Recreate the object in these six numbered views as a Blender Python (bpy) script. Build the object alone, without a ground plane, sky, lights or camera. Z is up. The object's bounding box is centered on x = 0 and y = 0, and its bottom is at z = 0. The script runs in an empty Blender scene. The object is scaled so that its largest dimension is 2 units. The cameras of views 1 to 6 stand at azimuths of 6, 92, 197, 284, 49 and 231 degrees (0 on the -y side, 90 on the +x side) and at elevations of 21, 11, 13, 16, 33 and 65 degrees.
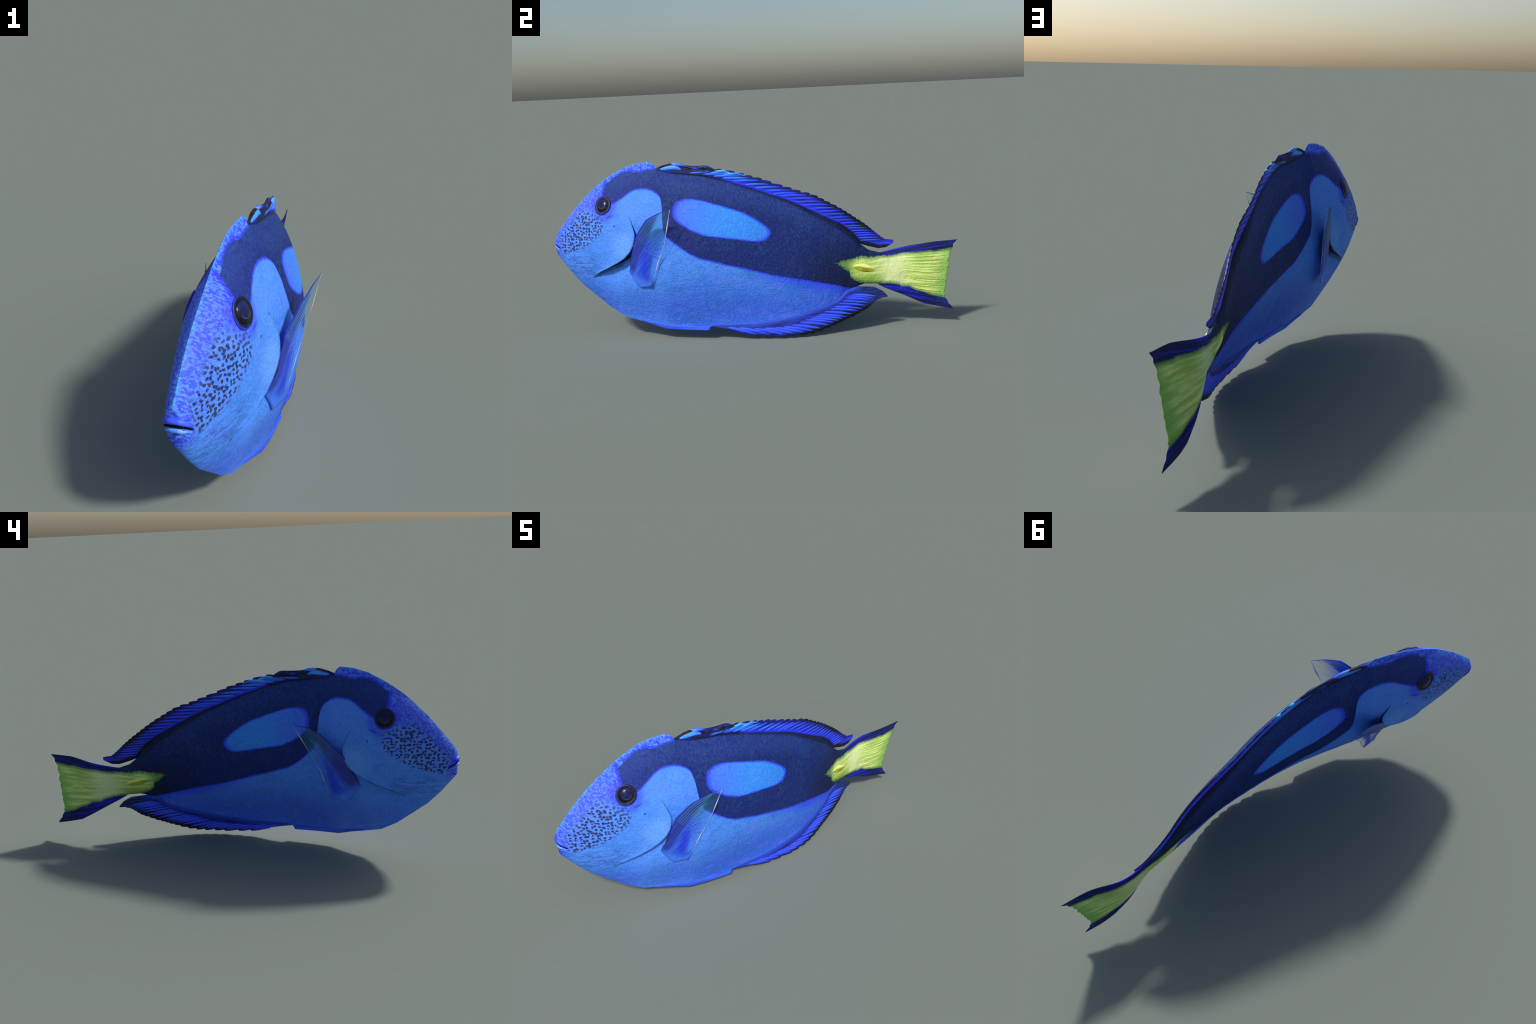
import bpy, bmesh, math, random
import numpy as np

random.seed(7)
rng = np.random.default_rng(7)

# ---------------------------------------------------------------- the swimming curve
# The fish is described "straight": s runs snout (-1) to tail (+1), h is height, w is the
# sideways distance from the middle sheet.  The sheet bends sideways (BEND) and leans (LEAN).
KNOT = np.array([-1, -.8, -.6, -.4, -.2, 0, .2, .4, .55, .65, .75, .87, 1.0])
BEND = np.array([-.138, -.094, -.044, .012, .043, .049, .033, .002, -.036, -.053, -.057, -.028, -.017])
LEAN = np.array([-.103, -.068, -.081, -.094, -.102, -.133, -.179, -.169, -.196, -.181, -.039, .093, .068])


def hermite(x, v, q):
    x, v, q = np.asarray(x, float), np.asarray(v, float), np.asarray(q, float)
    m = np.gradient(v, x)
    i = np.clip(np.searchsorted(x, q) - 1, 0, len(x) - 2)
    d = x[i + 1] - x[i]
    t = (q - x[i]) / d
    return ((2*t**3 - 3*t**2 + 1)*v[i] + (t**3 - 2*t**2 + t)*d*m[i]
            + (3*t**2 - 2*t**3)*v[i + 1] + (t**3 - t**2)*d*m[i + 1])


def sheet(s, h):
    return hermite(KNOT, BEND, s) + hermite(KNOT, LEAN, s) * (np.asarray(h) - .4)


def place(s, h, w):
    """straight fish coordinates -> world"""
    s, h, w = np.broadcast_arrays(np.asarray(s, float), np.asarray(h, float), np.asarray(w, float))
    e = .006
    S = (sheet(s + e, h) - sheet(s - e, h)) / (2*e)
    L = (sheet(s, h + e) - sheet(s, h - e)) / (2*e)
    n = 1 + S*S + L*L
    return np.stack([sheet(s, h) + w, s - S*w/n, h - L*w/n], -1)


def table(pts):
    a = np.array(pts, float)
    return lambda q: np.interp(q, a[:, 0], a[:, 1])


# back line (head, crest hump, then the root of the dorsal fin, then the tail stalk)
TOP = table([(-1.0, .478), (-.983, .527), (-.922, .602), (-.864, .666), (-.808, .717), (-.758, .759), (-.71, .791),
             (-.667, .816), (-.604, .847), (-.537, .864), (-.478, .868), (-.462, .859), (-.447, .836), (-.38, .816),
             (-.338, .811), (-.23, .800), (-.171, .787), (-.1, .766), (-.015, .737), (.044, .715), (.106, .689),
             (.168, .665), (.232, .635), (.297, .601), (.361, .567), (.43, .525), (.49, .473), (.526, .424),
             (.567, .392), (.622, .374), (.66, .368), (.70, .364), (.76, .36)])
BOTTOM = table([(-1.0, .45), (-.992, .418), (-.92, .323), (-.864, .262), (-.727, .151), (-.651, .106), (-.445, .055),
                (-.36, .054), (-.225, .060), (-.21, .068), (-.1, .072), (0, .074), (.1, .087), (.21, .106), (.354, .143),
                (.415, .168), (.45, .203), (.504, .221), (.54, .231), (.596, .227), (.65, .224), (.70, .218), (.76, .215)])
GIRTH = table([(-1.0, .010), (-.99, .022), (-.97, .033), (-.95, .039), (-.9, .053), (-.85, .066), (-.8, .079), (-.75, .091), (-.7, .100),
               (-.63, .107), (-.55, .110), (-.45, .111), (-.35, .109), (-.25, .101), (-.1, .086), (0, .075), (.1, .061),
               (.2, .050), (.3, .041), (.4, .032), (.48, .0245), (.6, .019), (.66, .016), (.70, .012), (.73, .008), (.76, .003)])
# the flesh ends here; the hump on the nape above it is a thin ridge
FLESH = table([(-1.0, .478), (-.983, .527), (-.922, .602), (-.864, .666), (-.808, .717), (-.758, .757), (-.71, .784),
               (-.667, .801), (-.604, .818), (-.537, .829), (-.478, .834), (-.447, .8345), (-.38, .816)])
Q_UP = table([(-1, .62), (-.9, .72), (-.75, .75), (-.65, .8), (-.5, .9), (-.3, 1.0), (-.1, .92), (.1, .72), (.25, .45), (.4, .42), (.5, .5), (1, .5)])
Q_LOW = table([(-1, .6), (-.9, .70), (-.8, .90), (-.7, 1.14), (-.6, 1.35), (-.3, 1.4), (0, 1.42), (.3, 1.15), (.48, .8), (.56, .5), (1, .5)])


# rear edge of the gill cover: the body behind and below it is set in
GILL_EDGE = [(-.552, .606), (-.546, .590), (-.541, .576), (-.531, .552), (-.523, .527), (-.526, .500), (-.534, .471), (-.550, .443),
             (-.582, .4135), (-.620, .391), (-.675, .365), (-.733, .340), (-.781, .311)]


def gill_dent(s, h):
    g = np.array(GILL_EDGE)
    best, side, pos = np.full(np.shape(s), 9.0), np.zeros(np.shape(s)), np.zeros(np.shape(s))
    for k in range(len(g) - 1):
        a, d = g[k], g[k + 1] - g[k]
        t = np.clip(((s - a[0])*d[0] + (h - a[1])*d[1])/(d @ d), 0, 1)
        x, y = s - a[0] - t*d[0], h - a[1] - t*d[1]
        r = np.hypot(x, y)
        near = r < best
        best = np.where(near, r, best)
        side = np.where(near, np.sign(-(d[1]*x - d[0]*y)*-1), side)
        pos = np.where(near, (k + t)/(len(g) - 1), pos)
    behind = side*best*BEHIND
    amount = np.interp(pos, [0, .2, .4, .5, .62, .85, 1], [0, .004, .014, .024, .035, .026, 0])
    return amount*np.clip((behind + .004)/.008, 0, 1)*np.exp(-(np.maximum(behind, 0)/.085)**2)


BEHIND = -1.0


def thickness(s, h):
    return np.maximum(full_thickness(s, h) - gill_dent(np.asarray(s, float), np.asarray(h, float)), .0*np.asarray(h))


def full_thickness(s, h):
    s, h = np.asarray(s, float), np.asarray(h, float)
    zt, zb, crest = np.where(s < -.38, FLESH(s), TOP(s)), BOTTOM(s), TOP(s)
    mid = zb + .5*(zt - zb)
    u = np.clip((h - mid) / (.5*(zt - zb)), -1, 1)
    q = np.where(u > 0, Q_UP(s), Q_LOW(s))
    lens = GIRTH(s) * (1 - u*u)**q
    # forehead and snout: flat cheeks meeting in a crease on top
    p = np.clip(1.15*.5*(zt - zb)/np.maximum(GIRTH(s), 1e-3), 1.8, 3.1)
    wedge = GIRTH(s)*(1 - np.abs(u)**p)
    f = np.clip((-.60 - s)/.07, 0, 1)*np.clip(u/.12, 0, 1)
    lens = lens*(1 - f) + wedge*f
    hump = np.clip((s + .76)/.10, 0, 1)*np.clip((-.44 - s)/.02, 0, 1)
    ridge = .0145*hump*np.clip((crest - h)/.05, 0, 1)**.65
    return np.sqrt(lens**2 + (ridge*(u > 0))**2)


# ================================================================ node helpers
GAIN = 1.13


def rgb(r, g, b, gain=None):
    """colour as it shows in the least shaded view (0..255) -> linear base colour"""
    k = GAIN if gain is None else gain
    f = lambda c: (c/255/12.92 if c < 10.3 else ((c/255 + .055)/1.055)**2.4)
    return (min(f(r)*k, 1), min(f(g)*k, 1), min(f(b)*k, 1), 1)


class Nodes:
    def __init__(self, name):
        self.mat = bpy.data.materials.new(name)
        self.mat.use_nodes = True
        self.t = self.mat.node_tree
        self.t.nodes.clear()
        self.out = self.t.nodes.new("ShaderNodeOutputMaterial")

    def put(self, sock, v):
        if isinstance(v, bpy.types.NodeSocket):
            self.t.links.new(v, sock)
        elif v is not None:
            sock.default_value = v

    def m(self, op, a, b=None, c=None, clamp=False):
        n = self.t.nodes.new("ShaderNodeMath")
        n.operation, n.use_clamp = op, clamp
        for i, v in enumerate((a, b, c)):
            self.put(n.inputs[i], v)
        return n.outputs[0]

    def add(self, a, b): return self.m("ADD", a, b)
    def sub(self, a, b): return self.m("SUBTRACT", a, b)
    def mul(self, a, b): return self.m("MULTIPLY", a, b)
    def mn(self, a, b): return self.m("MINIMUM", a, b)
    def mx(self, a, b): return self.m("MAXIMUM", a, b)
    def inv(self, a): return self.m("SUBTRACT", 1.0, a)

    def step(self, x, lo, hi, a=0.0, b=1.0, smooth=True):
        n = self.t.nodes.new("ShaderNodeMapRange")
        n.interpolation_type = "SMOOTHSTEP" if smooth else "LINEAR"
        self.put(n.inputs[0], x)
        for i, v in zip((1, 2, 3, 4), (lo, hi, a, b)):
            n.inputs[i].default_value = v
        return n.outputs[0]

    def band(self, x, centre, half):
        return self.step(self.m("ABSOLUTE", self.sub(x, centre)), half, 0.0)

    def curve(self, x, pts):
        pts = sorted(pts)
        x0, x1 = pts[0][0], pts[-1][0]
        y0, y1 = min(p[1] for p in pts) - 1e-4, max(p[1] for p in pts) + 1e-4
        n = self.t.nodes.new("ShaderNodeFloatCurve")
        cm = n.mapping
        c = cm.curves[0]
        q = [((px - x0)/(x1 - x0), (py - y0)/(y1 - y0)) for px, py in pts]
        c.points[0].location, c.points[-1].location = q[0], q[-1]
        for p in q[1:-1]:
            c.points.new(*p)
        for p in c.points:
            p.handle_type = "VECTOR"
        cm.update()
        n.inputs["Factor"].default_value = 1
        self.put(n.inputs["Value"], self.step(x, x0, x1, smooth=False))
        return self.step(n.outputs[0], 0.0, 1.0, y0, y1, smooth=False)

    def vec(self, x, y, z=0.0):
        n = self.t.nodes.new("ShaderNodeCombineXYZ")
        for i, v in enumerate((x, y, z)):
            self.put(n.inputs[i], v)
        return n.outputs[0]

    def noise(self, v, scale, detail=3, rough=.55, dist=0.0):
        n = self.t.nodes.new("ShaderNodeTexNoise")
        self.put(n.inputs["Vector"], v)
        n.inputs["Scale"].default_value = scale
        n.inputs["Detail"].default_value = detail
        n.inputs["Roughness"].default_value = rough
        n.inputs["Distortion"].default_value = dist
        return n.outputs["Fac"]

    def cells(self, v, scale, rand=1.0, feature="F1"):
        n = self.t.nodes.new("ShaderNodeTexVoronoi")
        n.feature = feature
        n.voronoi_dimensions = "2D"
        self.put(n.inputs["Vector"], v)
        n.inputs["Scale"].default_value = scale
        n.inputs["Randomness"].default_value = rand
        return n.outputs["Distance"]

    def mix(self, f, a, b):
        n = self.t.nodes.new("ShaderNodeMix")
        n.data_type = "RGBA"
        self.put(n.inputs["Factor"], f)
        self.put(n.inputs["A"] if False else n.inputs[6], a)
        self.put(n.inputs[7], b)
        return n.outputs[2]

    def coords(self):
        """straight fish coordinates (s, h) worked out from Object coordinates"""
        tc = self.t.nodes.new("ShaderNodeTexCoord")
        sep = self.t.nodes.new("ShaderNodeSeparateXYZ")
        self.t.links.new(tc.outputs["Object"], sep.inputs[0])
        x, y, z = sep.outputs
        q = np.linspace(-1, 1, 41)
        cb = list(zip(q.tolist(), hermite(KNOT, BEND, q).tolist()))
        cl = list(zip(q.tolist(), hermite(KNOT, LEAN, q).tolist()))
        cs = list(zip(q.tolist(), ((hermite(KNOT, BEND, np.minimum(q + .01, 1)) - hermite(KNOT, BEND, np.maximum(q - .01, -1)))/.02).tolist()))
        B, L, S = self.curve(y, cb), self.curve(y, cl), self.curve(y, cs)
        w = self.sub(self.sub(x, B), self.mul(L, self.sub(z, .4)))
        w = self.m("DIVIDE", w, self.add(1.0, self.add(self.mul(S, S), self.mul(L, L))))
        s = self.add(y, self.mul(S, w))
        h = self.add(z, self.mul(L, w))
        return s, h, w, tc.outputs["Object"]

    def surface(self, colour, rough=.55, spec=.25, bump=None, bump_k=.15, bump_d=.004, alpha=None, coat=0.0):
        p = self.t.nodes.new("ShaderNodeBsdfPrincipled")
        self.put(p.inputs["Base Color"], colour)
        self.put(p.inputs["Roughness"], rough)
        self.put(p.inputs["Specular IOR Level"], spec)
        p.inputs["Coat Weight"].default_value = coat
        if bump is not None:
            b = self.t.nodes.new("ShaderNodeBump")
            b.inputs["Strength"].default_value = bump_k
            b.inputs["Distance"].default_value = bump_d
            self.put(b.inputs["Height"], bump)
            self.t.links.new(b.outputs[0], p.inputs["Normal"])
        shader = p.outputs[0]
        if alpha is not None:
            tr = self.t.nodes.new("ShaderNodeBsdfTransparent")
            mx = self.t.nodes.new("ShaderNodeMixShader")
            self.put(mx.inputs[0], alpha)
            self.t.links.new(tr.outputs[0], mx.inputs[1])
            self.t.links.new(shader, mx.inputs[2])
            shader = mx.outputs[0]
        self.t.links.new(shader, self.out.inputs[0])
        return self.mat


# ================================================================ the skin
CHEEK = [(-.75, .66), (-.68, .655), (-.655, .671), (-.625, .684), (-.595, .703), (-.563, .727), (-.534, .740), (-.506, .7435), (-.478, .743),
         (-.452, .736), (-.428, .722), (-.412, .706), (-.403, .687), (-.398, .655), (-.394, .60), (-.389, .55), (-.378, .518),
         (-.357, .500), (-.329, .476), (-.301, .453), (-.272, .432), (-.233, .411), (-.177, .394), (-.121, .375),
         (-.05, .356), (.007, .338), (.094, .310), (.183, .289), (.273, .268), (.366, .245), (.42, .230), (.47, .214), (.52, .20)]
BROW = [(-.72, .768), (-.704, .768), (-.687, .777), (-.657, .797), (-.626, .815), (-.603, .823), (-.567, .824), (-.548, .819),
        (-.525, .822), (-.49, .829), (-.448, .830), (-.44, .84), (-.43, .95)]
YELLOW_UP = [(.37, .330), (.399, .342), (.421, .352), (.476, .356), (.523, .366), (.569, .357), (.609, .36), (.675, .358), (.736, .369),
             (.8, .371), (.872, .381), (.884, .377), (.976, .392), (1.0, .396)]
YELLOW_LOW = [(.37, .36), (.399, .341), (.436, .31), (.461, .296), (.466, .271), (.481, .254), (.52, .238), (.538, .230), (.594, .226),
              (.666, .221), (.715, .209), (.722, .2), (.767, .196), (.805, .174), (.83, .168), (.877, .147), (.946, .128), (1.0, .11)]
SPOT_C, SPOT_A, SPOT_B, SPOT_T = (-.135, .585), .235, .088, -.27
SPOT = [(-.349, .632), (-.347, .606), (-.332, .586), (-.298, .559), (-.256, .534), (-.21, .514), (-.14, .501), (-.07, .489), (0, .475),
        (.036, .470), (.066, .475), (.085, .491), (.094, .509), (.086, .528), (.06, .552), (.02, .582), (-.04, .617), (-.1, .640),
        (-.17, .664), (-.22, .680), (-.259, .689), (-.305, .689), (-.331, .678), (-.345, .657)]


def spot_profile():
    out = []
    c, s_ = math.cos(SPOT_T), math.sin(SPOT_T)
    for s, h in SPOT:
        a, b = s - SPOT_C[0], h - SPOT_C[1]
        x, y = (a*c + b*s_)/SPOT_A, (-a*s_ + b*c)/SPOT_B
        out.append((math.atan2(y, x), math.hypot(x, y)))
    out.sort()
    return [(out[-1][0] - 2*math.pi, out[-1][1])] + out + [(out[0][0] + 2*math.pi, out[0][1])]


def skin_material():
    N = Nodes("fish_skin")
    s, h, w, obj = N.coords()
    flat = N.vec(s, h, 0.0)
    side = N.vec(s, h, N.mul(w, .3))
    grain = N.noise(side, 120, 4, .65)
    mott = N.noise(side, 32, 5, .65)
    broad = N.noise(side, 5, 2, .5)
    wob = N.sub(N.noise(flat, 60, 4, .6), .5)
    fringe = N.sub(N.noise(flat, 130, 3, .7), .5)

    # flank blue: sky blue high up, purer blue low down, mottled
    sky, deep = rgb(72, 138, 247), rgb(60, 104, 236)
    low = N.step(N.add(h, N.mul(N.sub(broad, .5), .12)), .36, .14)
    col = N.mix(low, sky, deep)
    col = N.mix(N.step(mott, .45, .72, 0, .6), col, rgb(52, 118, 214))
    col = N.mix(N.step(mott, .52, .30, 0, .5), col, rgb(88, 130, 255))
    patch = N.noise(N.vec(N.mul(s, .5), h, N.mul(w, .3)), 15, 5, .7)
    col = N.mix(N.step(patch, .50, .66, 0, .5), col, rgb(50, 116, 206))
    col = N.mix(N.step(patch, .48, .34, 0, .5), col, rgb(92, 124, 250))
    # cheek: paler
    chk = N.mul(N.step(s, -.36, -.50), N.step(s, -.74, -.62))
    col = N.mix(N.mul(chk, N.step(broad, .3, .7, .25, .6)), col, rgb(80, 140, 246))
    gl = N.m('SQRT', N.add(N.m('POWER', N.mul(N.add(s, .585), 1/.085), 2.0), N.m('POWER', N.mul(N.sub(h, .47), 1/.085), 2.0)))
    col = N.mix(N.mul(N.step(gl, 1.1, .3), .45), col, rgb(108, 166, 246))
    # forehead and snout: violet blue streaked with sky blue
    head_top = N.curve(s, [(-1, .478), (-.983, .527), (-.922, .602), (-.864, .666), (-.808, .717), (-.758, .759), (-.71, .791), (-.667, .816), (-.604, .847), (-.537, .864), (-.478, .868), (-.44, .84)])
    below = N.sub(head_top, h)
    brow = N.mul(N.step(s, -.60, -.68), N.step(N.add(below, N.mul(N.sub(broad, .5), .08)), .20, .09))
    brow = N.mx(brow, N.mul(N.step(s, -.40, -.48), N.step(N.sub(h, N.curve(s, BROW)), -.01, .004)))
    streak_v = N.vec(N.add(s, N.mul(h, .9)), N.mul(N.sub(h, s), .5), N.mul(w, .6))
    streak = N.noise(streak_v, 125, 1, .5, .3)
    bcol = N.mix(N.step(streak, .42, .60), rgb(50, 72, 236), rgb(84, 134, 250))
    bcol = N.mix(N.step(broad, .4, .6, 0, .3), bcol, rgb(92, 104, 255))
    stroke = N.mul(N.step(N.noise(streak_v, 105, 1, .5, .4), .42, .33), N.mul(N.step(s, -.72, -.80), N.step(below, .02, .06)))
    bcol = N.mix(N.mul(stroke, .6), bcol, rgb(38, 46, 150))
    col = N.mix(brow, col, bcol)
    ridge = N.mul(N.step(s, -.44, -.52), N.step(below, .014, .0))
    col = N.mix(N.mul(ridge, N.step(streak, .3, .6, .2, .8)), col, rgb(82, 150, 255))
    # violet halo round the eye
    de = N.m("SQRT", N.add(N.m("POWER", N.m("DIVIDE", N.add(s, .697), .085), 2.0), N.m("POWER", N.m("DIVIDE", N.sub(h, .655), .085), 2.0)))
    col = N.mix(N.mul(N.step(de, 1.05, .6), N.step(grain, .3, .7, .35, .9)), col, rgb(60, 56, 240))

    # muzzle: dark worm-like dots on a pale ground
    mz = N.mul(N.step(N.add(N.mul(N.add(s, .70), -.55), .50), 0.0, 1.0, 0.0, 1.0, False), 1.0)
    lowline = N.curve(s, [(-1, .40), (-.93, .418), (-.88, .425), (-.83, .442), (-.78, .464), (-.745, .490), (-.70, .528), (-.685, .56), (-.67, .60), (-.66, .64)])
    upline = N.curve(s, [(-1, .54), (-.94, .535), (-.90, .575), (-.84, .635), (-.80, .66), (-.755, .655), (-.71, .625), (-.66, .615)])
    region = N.mn(N.sub(h, lowline), N.sub(upline, h))
    region = N.mn(region, N.mn(N.sub(-.685, s), N.add(s, .965)))
    region = N.step(N.add(region, N.mul(wob, .03)), -.004, .02)
    col = N.mix(N.mul(region, N.step(mott, .35, .6, .3, .85)), col, rgb(82, 134, 254))
    warp = N.vec(N.add(N.mul(s, .86), N.mul(N.sub(N.noise(flat, 45, 2, .5), .5), .018)),
                 N.add(h, N.mul(N.sub(N.noise(N.vec(h, s, .7), 50, 2, .5), .5), .012)), 0.0)
    dots = N.cells(warp, 69, .62)
    size = N.step(N.noise(flat, 26, 2, .5), .30, .65, .29, .40)
    worm = N.mul(N.sub(N.noise(N.vec(N.add(s, N.mul(h, .4)), N.mul(h, 1.3), .2), 80, 0, .5), .5), .42)
    dot = N.step(N.sub(N.add(size, worm), dots), -.09, .10)
    fade = N.step(N.sub(N.add(h, N.mul(s, .62)), .055), .06, .13, 1.0, .55)
    dot = N.mul(N.mul(dot, region), fade)
    dcol = N.mix(N.step(mott, .5, .62), rgb(24, 34, 74), rgb(62, 34, 70))
    col = N.mix(N.mul(dot, .93), col, dcol)

    # fine creases under the jaw
    cr = N.noise(N.vec(N.mul(N.add(s, N.mul(h, .25)), 9.0), N.mul(N.sub(h, N.mul(s, .04)), 60.0), 0.0), 1.0, 3, .6, .8)
    crz = N.mul(N.mul(N.step(s, -.95, -.90), N.step(s, -.70, -.76)), N.mul(N.step(h, .30, .335), N.step(h, .43, .385)))
    crz = N.mul(crz, N.band(cr, .5, .05))
    col = N.mix(N.mul(crz, .38), col, rgb(30, 60, 160))

    # the dark mask: from the eye along the back to the tail stalk
    sw, hw = N.add(s, N.mul(wob, .006)), N.add(h, N.mul(fringe, .005))
    d_low = N.sub(hw, N.curve(sw, CHEEK))
    d_up = N.sub(N.curve(sw, BROW), hw)
    d_front = N.sub(sw, -.703)
    d_dark = N.mn(N.mn(d_low, d_up), d_front)
    x, y = N.sub(s, SPOT_C[0]), N.sub(h, SPOT_C[1])
    c, q = math.cos(SPOT_T), math.sin(SPOT_T)
    xr = N.mul(N.add(N.mul(x, c), N.mul(y, q)), 1/SPOT_A)
    yr = N.mul(N.sub(N.mul(y, c), N.mul(x, q)), 1/SPOT_B)
    r = N.m("SQRT", N.add(N.mul(xr, xr), N.mul(yr, yr)))
    R = N.curve(N.m("ARCTAN2", yr, xr), spot_profile())
    d_spot = N.add(N.mul(N.sub(R, r), .085), N.mul(fringe, .005))
    # rims of pure blue
    rim = N.mx(N.mul(N.band(d_dark, -.002, .009), N.step(s, -.69, -.66)), N.mul(N.band(d_front, -.004, .014), N.mul(N.step(h, .70, .72), N.step(h, .79, .77))))
    col = N.mix(N.mul(rim, .85), col, rgb(40, 44, 255))
    col = N.mix(N.mul(N.step(d_low, -.07, -.004, 0, .7), N.step(s, -.10, .25)), col, rgb(38, 60, 246))
    # the dark colour itself
    speck = N.noise(N.vec(N.add(s, N.mul(h, .25)), N.mul(h, .55), N.mul(w, .3)), 120, 4, .75)
    dark = N.mix(N.step(speck, .35, .70), rgb(14, 31, 78), rgb(29, 65, 132))
    dark = N.mix(N.mul(N.step(N.noise(side, 9, 2), .45, .62), N.step(speck, .45, .7)), dark, rgb(52, 56, 120))
    dark = N.mix(N.mul(N.step(N.noise(N.vec(h, s, .3), 11, 2), .5, .65), N.step(speck, .4, .7)), dark, rgb(36, 84, 122))
    dark = N.mix(N.step(N.sub(d_low, N.mul(N.mx(d_spot, -.06), 0.0)), .10, .02, 0, .5), dark, rgb(26, 34, 112))
    dark = N.mix(N.step(d_spot, -.26, -.05, 0, .55), dark, rgb(21, 35, 112))
    dark = N.mix(N.mul(N.step(s, .10, .45, 0, .75), N.step(h, .52, .32)), dark, rgb(17, 24, 54))
    dark = N.mix(N.mul(N.step(s, -.52, -.62, 0, .8), N.step(speck, .3, .6, .5, 1)), dark, rgb(34, 52, 132))
    dtop = N.sub(N.curve(s, [(-.43, .842), (-.38, .816), (-.23, .800), (-.1, .766), (.044, .715), (.168, .665), (.297, .601), (.43, .525), (.49, .473), (.526, .424), (.567, .392), (.622, .374)]), h)
    dark = N.mix(N.mul(N.mul(N.step(dtop, .13, .05), N.step(speck, .35, .6, .25, .8)), N.step(s, .42, .15, 0, .7)), dark, rgb(42, 69, 144))
    seam = N.mul(N.mul(N.step(s, -.44, -.40), N.step(s, .55, .48)), N.step(N.sub(dtop, N.curve(s, [(-.45, .0), (-.1, .004), (.2, .012), (.42, .026), (.55, .03)])), .012, -.002))
    dark = N.mix(N.mul(seam, .85), dark, rgb(20, 26, 46))
    col = N.mix(N.step(d_dark, -.0015, .003), col, dark)
    # the bright oval
    ocol = N.mix(N.step(N.add(s, N.mul(N.sub(broad, .5), .2)), -.33, -.05), rgb(68, 114, 255), rgb(52, 144, 255))
    ocol = N.mix(N.mul(N.step(N.cells(N.vec(N.add(s, h), N.sub(h, s), 0.0), 78, .5), .20, .48), N.step(N.sub(s, h), -.75, -.42, .05, .6)), ocol, rgb(56, 112, 240))
    ocol = N.mix(N.step(d_spot, .011, .002, 0, .85), ocol, rgb(44, 58, 255))
    ospot = N.step(d_spot, -.0015, .003)
    col = N.mix(ospot, col, ocol)
    # small dark marks on the cheek
    for cs, ch, ra, rb, kk in ((-.631, .568, .006, .005, .8), (-.587, .756, .005, .011, .8), (-.655, .612, .022, .005, .6)):
        dm = N.m("SQRT", N.add(N.m("POWER", N.mul(N.sub(s, cs), 1/ra), 2.0), N.m("POWER", N.mul(N.sub(N.sub(h, ch), N.mul(N.sub(s, cs), .35 if ra > .01 else 0.0)), 1/rb), 2.0)))
        col = N.mix(N.step(dm, 1.2, .5, 0, kk), col, rgb(28, 46, 110))

    # tail: navy margins, yellow fan
    tail_zone = N.step(N.add(s, N.mul(wob, .02)), .60, .66)
    fan = N.vec(N.mul(s, 5.0), N.m("DIVIDE", N.mul(N.sub(h, .285), 55.0), N.add(.6, N.mul(N.sub(s, .6), 1.6))), 0.0)
    fanv = N.noise(fan, 1.0, 3, .6, .4)
    navy = N.mix(N.step(fanv, .47, .68), rgb(20, 28, 82), rgb(38, 44, 220))
    navy = N.mix(N.step(s, .80, .96), navy, N.mix(N.step(fanv, .5, .7, 0, .7), rgb(24, 32, 84), rgb(34, 42, 150)))
    col = N.mix(tail_zone, col, navy)
    yn = N.noise(flat, 95, 4, .7)
    d_y = N.mn(N.sub(N.curve(s, YELLOW_UP), h), N.sub(h, N.curve(s, YELLOW_LOW)))
    d_y = N.add(d_y, N.mul(N.sub(yn, .5), N.step(s, .55, .75, .035, .006)))
    yel = N.mix(N.step(fanv, .38, .66), rgb(166, 196, 100), rgb(216, 236, 140))
    yel = N.mix(N.mul(N.band(s, .69, .13), N.step(broad, .25, .6, .3, .85)), yel, rgb(222, 234, 172))
    yel = N.mix(N.mul(N.step(s, .66, .56), N.step(h, .30, .25, 0, .8)), yel, rgb(128, 166, 60))
    yel = N.mix(N.mul(N.step(s, .50, .44), .85), yel, rgb(88, 140, 66))
    yel = N.mix(N.step(N.add(s, N.mul(N.sub(h, .29), -.18)), .895, .955, 0, .75), yel, rgb(112, 184, 84))
    yel = N.mix(N.step(d_y, .022, .004, 0, .75), yel, rgb(72, 122, 70))
    col = N.mix(N.step(d_y, -.002, .006), col, yel)
    # overall grain
    calm = N.step(N.mul(N.step(d_dark, -.0015, .003), N.inv(ospot)), 0.0, 1.0, 1.0, .30)
    calm = N.mul(calm, N.step(d_y, 0.0, .006, 1.0, .3))
    calm = N.mul(calm, N.step(tail_zone, 0.0, 1.0, 1.0, .15))
    fine = N.noise(side, 210, 3, .6)
    col = N.mix(N.mul(N.step(grain, .5, .72, 0, .30), calm), col, N.mix(.4, col, rgb(170, 210, 255)))
    col = N.mix(N.mul(N.step(N.mn(grain, N.add(fine, .04)), .5, .30, 0, .5), calm), col, N.mix(.45, col, rgb(10, 30, 90)))
    bump = N.add(N.mul(grain, .7), N.add(mott, N.mul(crz, -.5)))
    return N.surface(col, .6, .18, bump, .65, .008)


def plain(name, a, b, scale=40, rough=.5, spec=.3, stretch=(1, 1, 1), coat=0.0):
    N = Nodes(name)
    s, h, w, obj = N.coords()
    n = N.noise(N.vec(N.mul(s, stretch[0]), N.mul(h, stretch[1]), N.mul(w, stretch[2])), scale, 3, .6)
    return N.surface(N.mix(N.step(n, .35, .65), a, b), rough, spec, n, .15, .002, coat=coat)


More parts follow.
